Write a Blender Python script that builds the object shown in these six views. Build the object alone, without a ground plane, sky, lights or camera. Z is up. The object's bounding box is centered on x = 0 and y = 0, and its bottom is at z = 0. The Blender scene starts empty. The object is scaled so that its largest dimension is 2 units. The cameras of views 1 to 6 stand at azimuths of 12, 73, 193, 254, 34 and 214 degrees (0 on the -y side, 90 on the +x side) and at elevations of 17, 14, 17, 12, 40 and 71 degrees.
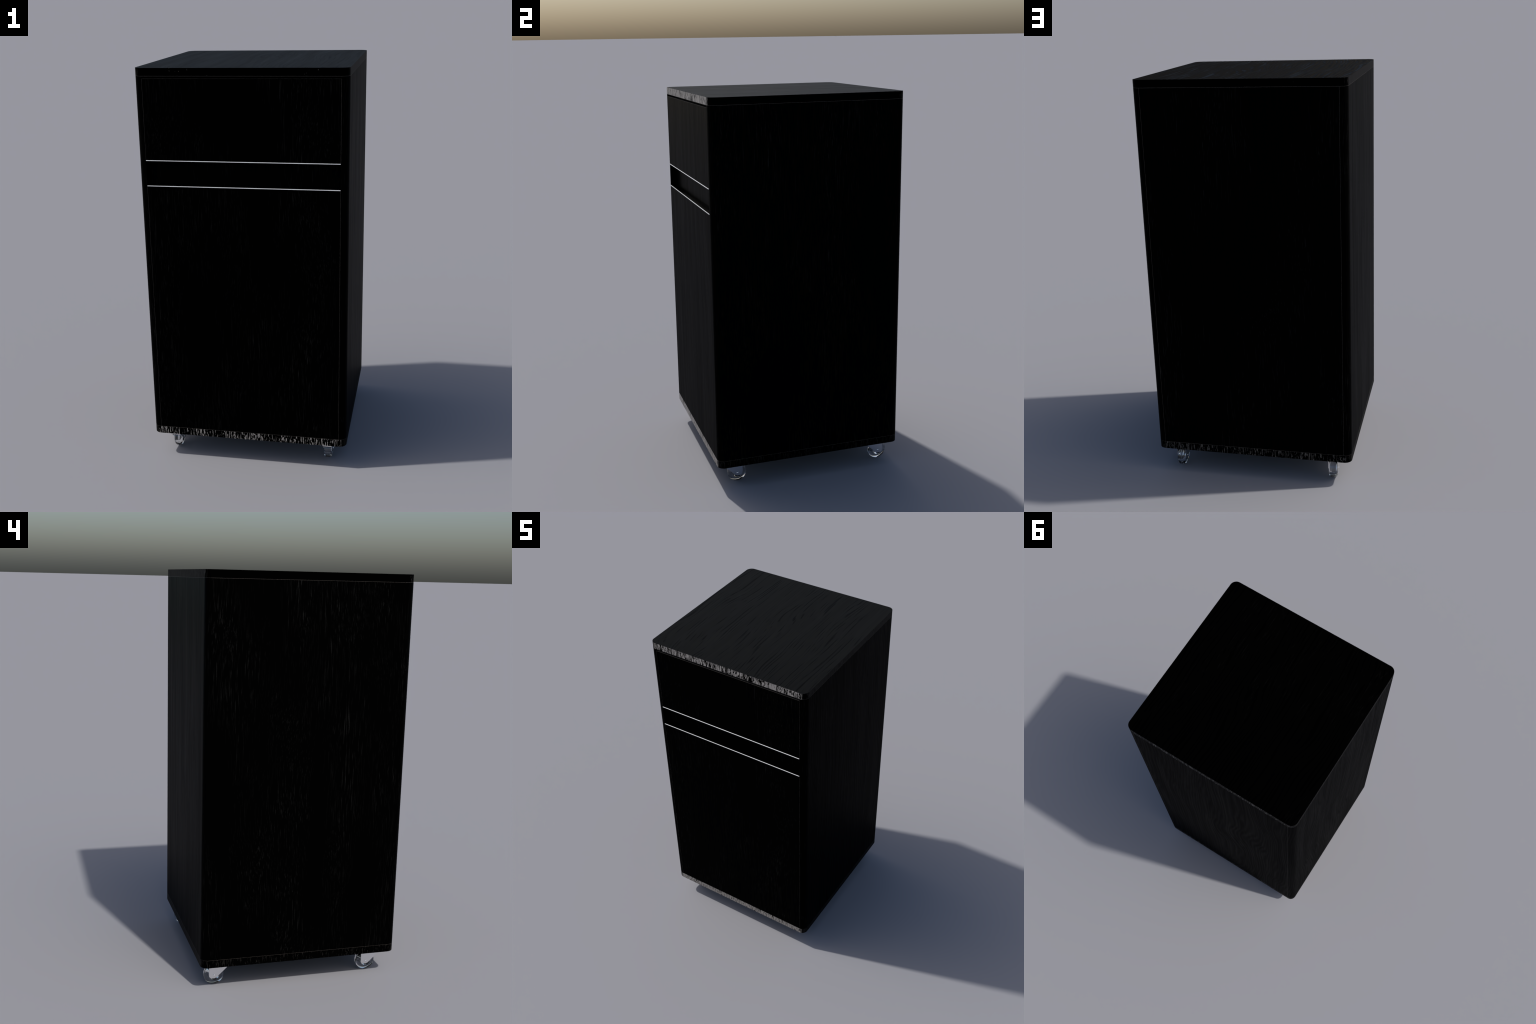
import bpy, bmesh, math
from mathutils import Vector

# ------------------------------------------------------------------ sizes (metres)
H = 0.5001         # half depth of the carcass
HW = 0.5           # half width
R = 0.0365         # plan radius of the vertical corners
WALL = 0.037       # thickness of side panels and boards
Z_BOTTOM, Z_BASE = 0.1258, 0.164
Z_TOPBOARD, Z_TOP = 1.9635, 2.0
IN = 0.463         # inner faces of the side walls
FRONT_T = 0.022    # thickness of drawer front and door
DOOR_T = 0.006     # the door has a thin lip with a finger slot behind it
RECESS = 0.037     # the inner panel lies this far behind the front
Z_DRAWER_TOP = 1.951
Z_STRIP_HI, Z_STRIP_LO = 1.5688, 1.4460
STRIP_H = 0.0031
STRIP_OUT = 0.0019  # the trim stands this proud of the front
Y_SHIFT = 0.0009    # carcass centre, so that the trim completes the depth


# ------------------------------------------------------------------ node helpers
class Nodes:
    def __init__(self, name):
        self.mat = bpy.data.materials.new(name)
        self.mat.use_nodes = True
        self.t = self.mat.node_tree
        self.bsdf = self.t.nodes["Principled BSDF"]
        self.out = self.t.nodes["Material Output"]

    def new(self, kind, **props):
        n = self.t.nodes.new("ShaderNode" + kind)
        for k, v in props.items():
            setattr(n, k, v)
        return n

    def put(self, sock, v):
        if hasattr(v, "is_linked"):
            self.t.links.new(v, sock)
        elif v is not None:
            sock.default_value = v

    def math(self, op, a, b=None, c=None, clamp=False):
        n = self.new("Math", operation=op, use_clamp=clamp)
        for i, v in enumerate((a, b, c)):
            self.put(n.inputs[i], v)
        return n.outputs[0]

    def vmath(self, op, a, b=None, scale=None):
        n = self.new("VectorMath", operation=op)
        self.put(n.inputs[0], a)
        if b is not None:
            self.put(n.inputs[1], b)
        if scale is not None:
            self.put(n.inputs["Scale"], scale)
        return n.outputs[0]

    def noise(self, vec, scale, detail=3.0, rough=0.55, dist=0.0):
        n = self.new("TexNoise")
        self.put(n.inputs["Vector"], vec)
        self.put(n.inputs["Scale"], scale)
        n.inputs["Detail"].default_value = detail
        n.inputs["Roughness"].default_value = rough
        n.inputs["Distortion"].default_value = dist
        return n.outputs[0]

    def scaled(self, vec, s, loc=(0, 0, 0)):
        m = self.new("Mapping")
        self.put(m.inputs["Vector"], vec)
        m.inputs["Scale"].default_value = s
        m.inputs["Location"].default_value = loc
        return m.outputs[0]

    def remap(self, v, a, b, c=0.0, d=1.0):
        n = self.new("MapRange")
        self.put(n.inputs["Value"], v)
        for i, x in zip(range(1, 5), (a, b, c, d)):
            self.put(n.inputs[i], x)
        return n.outputs[0]

    def mixcol(self, f, a, b):
        n = self.new("Mix", data_type="RGBA")
        self.put(n.inputs[0], f)
        self.put(n.inputs[6], a)
        self.put(n.inputs[7], b)
        return n.outputs[2]


def black_wood(name, along, rough_lo, rough_hi, pore, seed, lean, gloss, spread=0.25, sheen=0.0, bump=0.35):
    """Black lacquered open-pore veneer, the grain running along axis `along`."""
    m = Nodes(name)
    pos = m.new("TexCoord").outputs["Object"]
    # stretch: fine across the grain, long along it
    def grain(cross, length, loc):
        s = [cross] * 3
        s[along] = length
        return m.scaled(pos, s, loc)
    # slow waviness makes cathedral figure rather than ruled lines
    warp = m.noise(grain(2.2, 0.8, (seed, 0, 3)), 1.0, 2.0)
    warp_v = m.vmath("SCALE", m.vmath("SUBTRACT", warp, (0.5, 0.5, 0.5)), scale=0.16)
    sep = m.new("VectorMath", operation="ADD")
    m.put(sep.inputs[0], pos)
    m.put(sep.inputs[1], warp_v)
    base = sep.outputs[0]
    def g2(cross, length, loc):
        s = [cross] * 3
        s[along] = length
        return m.scaled(base, s, loc)
    bands = m.noise(g2(24.0, 1.0, (seed, 2, 1)), 1.0, 4.0, 0.6)
    rings = m.new("TexWave", wave_type="BANDS", bands_direction="DIAGONAL", wave_profile="SIN")
    m.put(rings.inputs["Vector"], g2(30.0, 1.4, (seed, 1, 4)))
    rings.inputs["Scale"].default_value = 1.0
    rings.inputs["Distortion"].default_value = 9.0
    rings.inputs["Detail"].default_value = 2.0
    rings.inputs["Detail Scale"].default_value = 0.6
    fine = m.noise(g2(120.0, 1.8, (1, seed, 5)), 1.0, 2.0, 0.5)
    glint_noise = m.noise(g2(300.0, 8.0, (4, 1, seed)), 1.0, 2.0, 0.6)
    patch = m.noise(grain(4.0, 1.3, (seed, 7, 2)), 1.0, 2.0)
    glint_mask = m.math("MULTIPLY", m.remap(glint_noise, 0.585, 0.74), m.remap(patch, 0.42, 0.66))
    height = m.math("ADD", m.math("MULTIPLY", bands, 0.28), m.math("MULTIPLY", fine, 0.50))
    height = m.math("ADD", height, m.math("MULTIPLY", rings.outputs["Fac"], 0.22))
    colour = m.mixcol(glint_mask, (0.0006, 0.0006, 0.0006, 1), (pore, pore, pore * 0.98, 1))  # sun glints on the grain drawn as paler streaks
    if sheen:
        # sky sheen mixed into the base colour, lighter at slanting views
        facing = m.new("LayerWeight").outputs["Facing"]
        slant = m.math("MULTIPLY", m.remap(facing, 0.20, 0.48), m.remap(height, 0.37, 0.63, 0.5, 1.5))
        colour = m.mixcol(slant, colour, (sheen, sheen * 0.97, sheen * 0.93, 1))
    m.put(m.bsdf.inputs["Base Color"], colour)
    m.bsdf.inputs["Metallic"].default_value = gloss
    m.bsdf.inputs["Specular IOR Level"].default_value = 0.0
    m.put(m.bsdf.inputs["Roughness"], m.remap(bands, 0.3, 0.7, rough_lo, rough_hi))
    b = m.new("Bump")
    b.inputs["Strength"].default_value = bump
    b.inputs["Distance"].default_value = 0.002
    m.put(b.inputs["Height"], height)
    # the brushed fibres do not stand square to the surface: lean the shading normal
    amount = m.remap(height, 0.35, 0.65, 1.0 - spread, 1.0 + spread)
    n = m.new("NewGeometry").outputs["Normal"]
    leaned = m.vmath("NORMALIZE", m.vmath("ADD", n, m.vmath("SCALE", lean, scale=amount)))
    m.put(b.inputs["Normal"], leaned)
    m.put(m.bsdf.inputs["Normal"], b.outputs[0])
    return m.mat


def edge_band(name, seed):
    """Streaky board edges.  On the front and, weaker, the back, reflected ground
    light is painted in as pale streaks, more of them at a slant; on the
    left and right edges almost none is painted."""
    m = Nodes(name)
    pos = m.new("TexCoord").outputs["Object"]
    sep = m.new("SeparateXYZ")
    m.put(sep.inputs[0], m.new("NewGeometry").outputs["True Normal"])
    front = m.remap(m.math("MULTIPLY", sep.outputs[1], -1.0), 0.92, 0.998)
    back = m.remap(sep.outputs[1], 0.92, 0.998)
    # vertical streaks, slightly slanted and tangled
    tangle = m.noise(m.scaled(pos, (22.0, 22.0, 30.0), (seed, 3, 1)), 1.0, 1.0)
    drift = m.vmath("SCALE", m.vmath("SUBTRACT", tangle, (0.5, 0.5, 0.5)), scale=0.016)
    p = m.vmath("ADD", pos, drift)
    streak = m.noise(m.scaled(p, (190.0, 190.0, 22.0), (seed, 0, 0)), 1.0, 2.0, 0.6)
    blotch = m.noise(m.scaled(pos, (11.0, 11.0, 2.0), (0, seed, 0)), 1.0, 2.0)
    gleam_noise = m.math("ADD", m.math("MULTIPLY", streak, 0.80), m.math("MULTIPLY", blotch, 0.20))
    # slant against a down-tilted normal decides how much gleam is painted
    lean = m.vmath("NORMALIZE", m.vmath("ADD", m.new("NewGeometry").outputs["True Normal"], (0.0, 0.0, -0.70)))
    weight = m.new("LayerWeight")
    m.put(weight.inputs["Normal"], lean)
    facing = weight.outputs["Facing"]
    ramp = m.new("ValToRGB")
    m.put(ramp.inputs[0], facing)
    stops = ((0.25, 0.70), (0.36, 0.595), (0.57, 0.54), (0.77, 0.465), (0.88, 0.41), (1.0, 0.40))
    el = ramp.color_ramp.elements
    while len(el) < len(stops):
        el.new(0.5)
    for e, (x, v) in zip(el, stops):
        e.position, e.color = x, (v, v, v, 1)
    over = m.math("SUBTRACT", gleam_noise, ramp.outputs[0])
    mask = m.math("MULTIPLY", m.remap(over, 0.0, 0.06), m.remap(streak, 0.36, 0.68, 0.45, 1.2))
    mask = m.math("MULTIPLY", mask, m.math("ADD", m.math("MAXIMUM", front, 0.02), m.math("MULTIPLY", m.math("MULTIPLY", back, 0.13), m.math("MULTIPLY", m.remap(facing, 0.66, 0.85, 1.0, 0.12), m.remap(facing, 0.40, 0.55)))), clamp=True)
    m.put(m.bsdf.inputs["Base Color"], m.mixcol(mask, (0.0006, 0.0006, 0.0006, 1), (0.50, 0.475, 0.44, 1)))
    # unpainted parts are matt, the coloured-in gleams metallic
    m.put(m.bsdf.inputs["Metallic"], m.math("MAXIMUM", 0.20, m.math("MULTIPLY", mask, 3.0), clamp=True))
    m.bsdf.inputs["Specular IOR Level"].default_value = 0.0
    m.bsdf.inputs["Roughness"].default_value = 0.35
    return m.mat


def plain(name, col, rough, metallic=0.0, spec=0.5):
    m = Nodes(name)
    pos = m.new("TexCoord").outputs["Object"]
    f = m.noise(pos, 120.0, 2.0)
    lo = tuple(c * 0.96 for c in col)
    m.put(m.bsdf.inputs["Base Color"], m.mixcol(f, (*lo, 1), (*col, 1)))
    m.bsdf.inputs["Roughness"].default_value = rough
    m.bsdf.inputs["Metallic"].default_value = metallic
    m.bsdf.inputs["Specular IOR Level"].default_value = spec
    return m.mat


def clear_plastic(name):
    m = Nodes(name)
    m.bsdf.inputs["Base Color"].default_value = (0.97, 0.98, 1.0, 1)
    m.bsdf.inputs["Transmission Weight"].default_value = 1.0
    m.bsdf.inputs["Roughness"].default_value = 0.0
    m.bsdf.inputs["IOR"].default_value = 1.45
    return m.mat


ROUGH_WALL, LEAN_WALL, GLOSS_WALL = (0.30, 0.42), (0.0, 0.0, 0.17), 0.19
ROUGH_TOP, LEAN_TOP, GLOSS_TOP, SPREAD_TOP = (0.45, 0.55), (-0.30, 0.60, 0.0), 0.38, 1.0
WOOD_UPRIGHT = black_wood("black_veneer_upright", 2, *ROUGH_WALL, 0.0115, 0.0, LEAN_WALL, GLOSS_WALL)
WOOD_FRONT = black_wood("black_veneer_front", 2, *ROUGH_WALL, 0.0095, 5.3, LEAN_WALL, GLOSS_WALL)
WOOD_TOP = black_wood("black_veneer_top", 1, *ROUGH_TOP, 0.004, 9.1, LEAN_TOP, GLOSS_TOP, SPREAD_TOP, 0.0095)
EDGE = edge_band("black_edge_painted_gleam", 2.0)
SEAM = plain("brown_seam", (0.036, 0.028, 0.021), 0.6)
SKY_TINTED_LEDGE = plain("drawer_top_sky_tinted", (0.026, 0.024, 0.022), 0.6, 0.0, 0.2)  # drawer top lightened to show the sky it mirrors at grazing angles
TRIM = plain("white_trim", (0.82, 0.82, 0.83), 0.4)
CHROME = plain("polished_steel", (0.97, 0.97, 0.98), 0.03, 1.0)
CLEAR = clear_plastic("clear_wheel")


# ------------------------------------------------------------------ mesh helpers
def make(name, bm, mats, parent=None, smooth=None):
    me = bpy.data.meshes.new(name)
    bmesh.ops.recalc_face_normals(bm, faces=bm.faces)
    bm.to_mesh(me)
    bm.free()
    for mt in mats:
        me.materials.append(mt)
    ob = bpy.data.objects.new(name, me)
    bpy.context.scene.collection.objects.link(ob)
    if smooth is not None:
        me.shade_smooth()
        me.set_sharp_from_angle(angle=math.radians(smooth))
    if parent:
        ob.parent = parent
    return ob


def prism(outline, z0, z1, bm=None):
    """Extrude a plan outline (list of x, y) from z0 to z1."""
    bm = bm or bmesh.new()
    lo = [bm.verts.new((x, y, z0)) for x, y in outline]
    hi = [bm.verts.new((x, y, z1)) for x, y in outline]
    n = len(outline)
    bm.faces.new(lo[::-1])
    bm.faces.new(hi)
    for i in range(n):
        j = (i + 1) % n
        bm.faces.new((lo[i], lo[j], hi[j], hi[i]))
    return bm


def arc(cx, cy, r, a0, a1, n):
    return [(cx + r * math.cos(math.radians(a0 + (a1 - a0) * i / n)),
             cy + r * math.sin(math.radians(a0 + (a1 - a0) * i / n))) for i in range(n + 1)]


def rounded_plan(inset, r, n=12):
    a, b = HW - inset - r, H - inset - r
    return (arc(a, b, r, 0, 90, n) + arc(-a, b, r, 90, 180, n)
            + arc(-a, -b, r, 180, 270, n) + arc(a, -b, r, 270, 360, n))


def soften(bm, width, angle=50.0, segments=2):
    edges = [e for e in bm.edges if len(e.link_faces) == 2
             and e.calc_face_angle(0) > math.radians(angle)]
    bmesh.ops.bevel(bm, geom=edges, offset=width, segments=segments, affect="EDGES",
                    profile=0.5, clamp_overlap=True)
    return bm


def box(x0, x1, y0, y1, z0, z1, width=0.0012):
    return soften(prism([(x0, y0), (x1, y0), (x1, y1), (x0, y1)], z0, z1), width)


# ------------------------------------------------------------------ the cabinet
cabinet = bpy.data.objects.new("storage_cabinet", None)
bpy.context.scene.collection.objects.link(cabinet)
cabinet.location.y = Y_SHIFT
cabinet["label"] = "tall black wood cabinet on clear casters with white trim"
cabinet["category"] = "cabinet"


def board(name, z0, z1):
    bm = soften(prism(rounded_plan(0.0, R), z0, z1), 0.0008, 60.0, 1)
    for f in bm.faces:
        if abs(f.normal.z) < 0.5:
            f.material_index = 1
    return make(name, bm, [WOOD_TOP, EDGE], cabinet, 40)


board("top_board", Z_TOPBOARD, Z_TOP)
board("bottom_board", Z_BOTTOM, Z_BASE)

GAP = 0.0013
SEAM_W = 0.0012
for side in (1, -1):
    a, b = HW - R, H - R
    outer = arc(a, -b, R, -90, 0, 12) + arc(a, b, R, 0, 90, 12)
    outline = [(IN, -H)] + outer + [(IN, H)]
    if side < 0:
        outline = [(-x, y) for x, y in outline]
    bm = soften(prism(outline, Z_BASE + GAP, Z_TOPBOARD - GAP), 0.0006, 60.0, 1)
    make("side_panel", bm, [WOOD_UPRIGHT], cabinet, 40)

make("back_panel", box(-IN + GAP, IN - GAP, H - 0.020, H - 0.0004, Z_BASE + GAP, Z_TOPBOARD - GAP),
     [WOOD_UPRIGHT], cabinet, 40)
make("inner_panel", box(-IN + 0.0003, IN - 0.0003, -H + RECESS, -H + RECESS + 0.016,
                        Z_BASE + 0.0005, Z_TOPBOARD - 0.0005, 0.0002), [WOOD_FRONT], cabinet, 40)
make("drawer_front", box(-IN + GAP, IN - GAP, -H + 0.0004, -H + FRONT_T,
                         Z_STRIP_HI - STRIP_H / 2, Z_DRAWER_TOP, 0.0006), [WOOD_FRONT, SKY_TINTED_LEDGE], cabinet, 40)
for f in bpy.data.objects["drawer_front"].data.polygons:
    if f.normal.z > 0.4:
        f.material_index = 1
make("door_front", box(-IN + GAP, IN - GAP, -H + 0.0004, -H + DOOR_T,
                       Z_BASE + GAP, Z_STRIP_LO + STRIP_H / 2), [WOOD_FRONT], cabinet, 40)

make("finger_channel", box(-IN + GAP, IN - GAP, -H + DOOR_T + 0.0005, -H + RECESS - 0.0005,
                           Z_STRIP_LO - 0.036, Z_STRIP_LO - 0.032, 0.0004), [TRIM], cabinet, 40)

# thin brown hairlines along the joints between the panels
seam = prism(rounded_plan(0.0004, R), Z_TOPBOARD - SEAM_W, Z_TOPBOARD - 0.0001)
prism(rounded_plan(0.0004, R), Z_BASE + 0.0001, Z_BASE + SEAM_W, seam)
make("joint_line", seam, [SEAM], cabinet)
for y0, y1, z0, z1 in ((H - 0.012, H - 0.0007, Z_BASE + 0.002, Z_TOPBOARD - 0.002),
                       (-H + 0.0007, -H + 0.005, Z_BASE + 0.002, Z_STRIP_LO),
                       (-H + 0.0007, -H + 0.012, Z_STRIP_HI, Z_DRAWER_TOP)):
    for s in (1, -1):
        x0, x1 = sorted((s * (IN - SEAM_W + 0.0001), s * (IN - 0.00005)))
        make("joint_line", prism([(x0, y0), (x1, y0), (x1, y1), (x0, y1)], z0, z1), [SEAM], cabinet)

# white trim strips closing the drawer front below and the door above
for z in (Z_STRIP_HI, Z_STRIP_LO):
    bm = box(-IN + GAP, IN - GAP, -H - STRIP_OUT, -H + 0.0005, z - STRIP_H / 2, z + STRIP_H / 2, 0.0008)
    make("trim_strip", bm, [TRIM], cabinet, 40)


# ------------------------------------------------------------------ casters
WHEEL_R, WHEEL_W = 0.050, 0.041
FORK_W, PLATE_T = 0.049, 0.0025
TRAIL = 0.0190     # the axle trails behind the swivel


def lathe_x(profile, n=64):
    """Spin (x, radius) pairs around the x axis."""
    bm = bmesh.new()
    rings = []
    for x, r in profile:
        if r < 1e-6:
            rings.append([bm.verts.new((x, 0, 0))])
        else:
            rings.append([bm.verts.new((x, r * math.cos(math.tau * i / n), r * math.sin(math.tau * i / n)))
                          for i in range(n)])
    for a, b in zip(rings, rings[1:]):
        for i in range(n):
            j = (i + 1) % n
            if len(a) == 1:
                bm.faces.new((a[0], b[j], b[i]))
            elif len(b) == 1:
                bm.faces.new((a[i], a[j], b[0]))
            else:
                bm.faces.new((a[i], a[j], b[j], b[i]))
    return bm


def join(bm, other):
    me = bpy.data.meshes.new("join")
    other.to_mesh(me)
    other.free()
    bm.from_mesh(me)
    bpy.data.meshes.remove(me)
    return bm


def wheel_mesh():
    """Clear tyre with a round shoulder around a clear hub."""
    w, e, hub = WHEEL_W / 2, 0.015, 0.026
    half = [(-w + 0.001, hub + 0.0008), (-w, hub + 0.0018)]
    for i in range(9):
        a = math.radians(90 * i / 8)
        half.append((-w + e * (1 - math.cos(a)), WHEEL_R - e + e * math.sin(a)))
    ring = half + [(-x, r) for x, r in half[::-1]]
    tyre = lathe_x(ring + ring[:1])
    bmesh.ops.remove_doubles(tyre, verts=tyre.verts, dist=1e-6)
    core = [(-w + 0.0005, 0.0), (-w + 0.0005, hub - 0.001), (-w + 0.0015, hub)]
    return join(tyre, lathe_x(core + [(-x, r) for x, r in core[::-1]]))


def fork_mesh():
    """Two cheek plates, a bridge over the wheel, a swivel and a mounting plate."""
    bm = bmesh.new()
    top = Z_BOTTOM - WHEEL_R - 0.006          # relative to the axle
    back, r = 0.027, 0.014
    cheek = [(-0.092, top), (-0.092, top - 0.004)]
    cheek += [(-0.010, -0.0115)]
    cheek += arc(0.002, -0.001, r, 232, 270, 5)
    cheek += arc(back - 0.017, 0.002, 0.017, 285, 360, 8)
    cheek += [(back, top)]
    for s in (-1, 1):
        x0 = s * (FORK_W / 2)
        x1 = s * (FORK_W / 2 - PLATE_T)
        a = [bm.verts.new((x0, y, z)) for y, z in cheek]
        b = [bm.verts.new((x1, y, z)) for y, z in cheek]
        n = len(cheek)
        bm.faces.new(a)
        bm.faces.new(b[::-1])
        for i in range(n):
            j = (i + 1) % n
            bm.faces.new((a[i], b[i], b[j], a[j]))
    hx = FORK_W / 2 - 0.0002
    arch = arc(0, 0, 0.0555, 58, 150, 14)
    arch = arch + [(y * 0.97, z * 0.97) for y, z in arch[::-1]]
    near = [bm.verts.new((-hx + 0.0025, y, z)) for y, z in arch]
    far = [bm.verts.new((hx - 0.0025, y, z)) for y, z in arch]
    for i in range(len(arch)):
        j = (i + 1) % len(arch)
        bm.faces.new((near[i], near[j], far[j], far[i]))
    prism([(-hx, -0.091), (hx, -0.091), (hx, back - 0.0003), (-hx, back - 0.0003)], top - 0.0030, top - 0.0002, bm)
    prism(arc(0, -TRAIL, 0.020, 0, 345, 23), top - 0.0001, top + 0.0035, bm)
    prism([(-0.034, -TRAIL - 0.040), (0.034, -TRAIL - 0.040), (0.034, -TRAIL + 0.040), (-0.034, -TRAIL + 0.040)],
          top + 0.0034, top + 0.0058, bm)
    return bm


def bolt_mesh():
    """Domed axle heads on the two cheeks."""
    w = FORK_W / 2
    dome = [(-w - 0.0028 * math.cos(math.radians(15 * i)), 0.006 * math.sin(math.radians(15 * i))) for i in range(7)]
    dome += [(-w + 0.0005, 0.006), (-w + 0.0005, 0.0)]
    bm = lathe_x(dome, 24)
    return join(bm, lathe_x([(-x, r) for x, r in dome[::-1]], 24))


first = None
for x in (-0.4, 0.4):
    for y in (-0.4, 0.4):
        loc = (x, y + TRAIL, WHEEL_R)
        if first is None:
            fork = make("caster", fork_mesh(), [CHROME], cabinet, 35)
            wheel = make("wheel", wheel_mesh(), [CLEAR], fork, 40)
            bolt = make("axle_bolt", bolt_mesh(), [CHROME], fork, 50)
            first = (fork, wheel, bolt)
        else:
            fork, wheel, bolt = (o.copy() for o in first)
            for o in (fork, wheel, bolt):
                bpy.context.scene.collection.objects.link(o)
            fork.parent = cabinet
            wheel.parent = bolt.parent = fork
        fork.location = loc
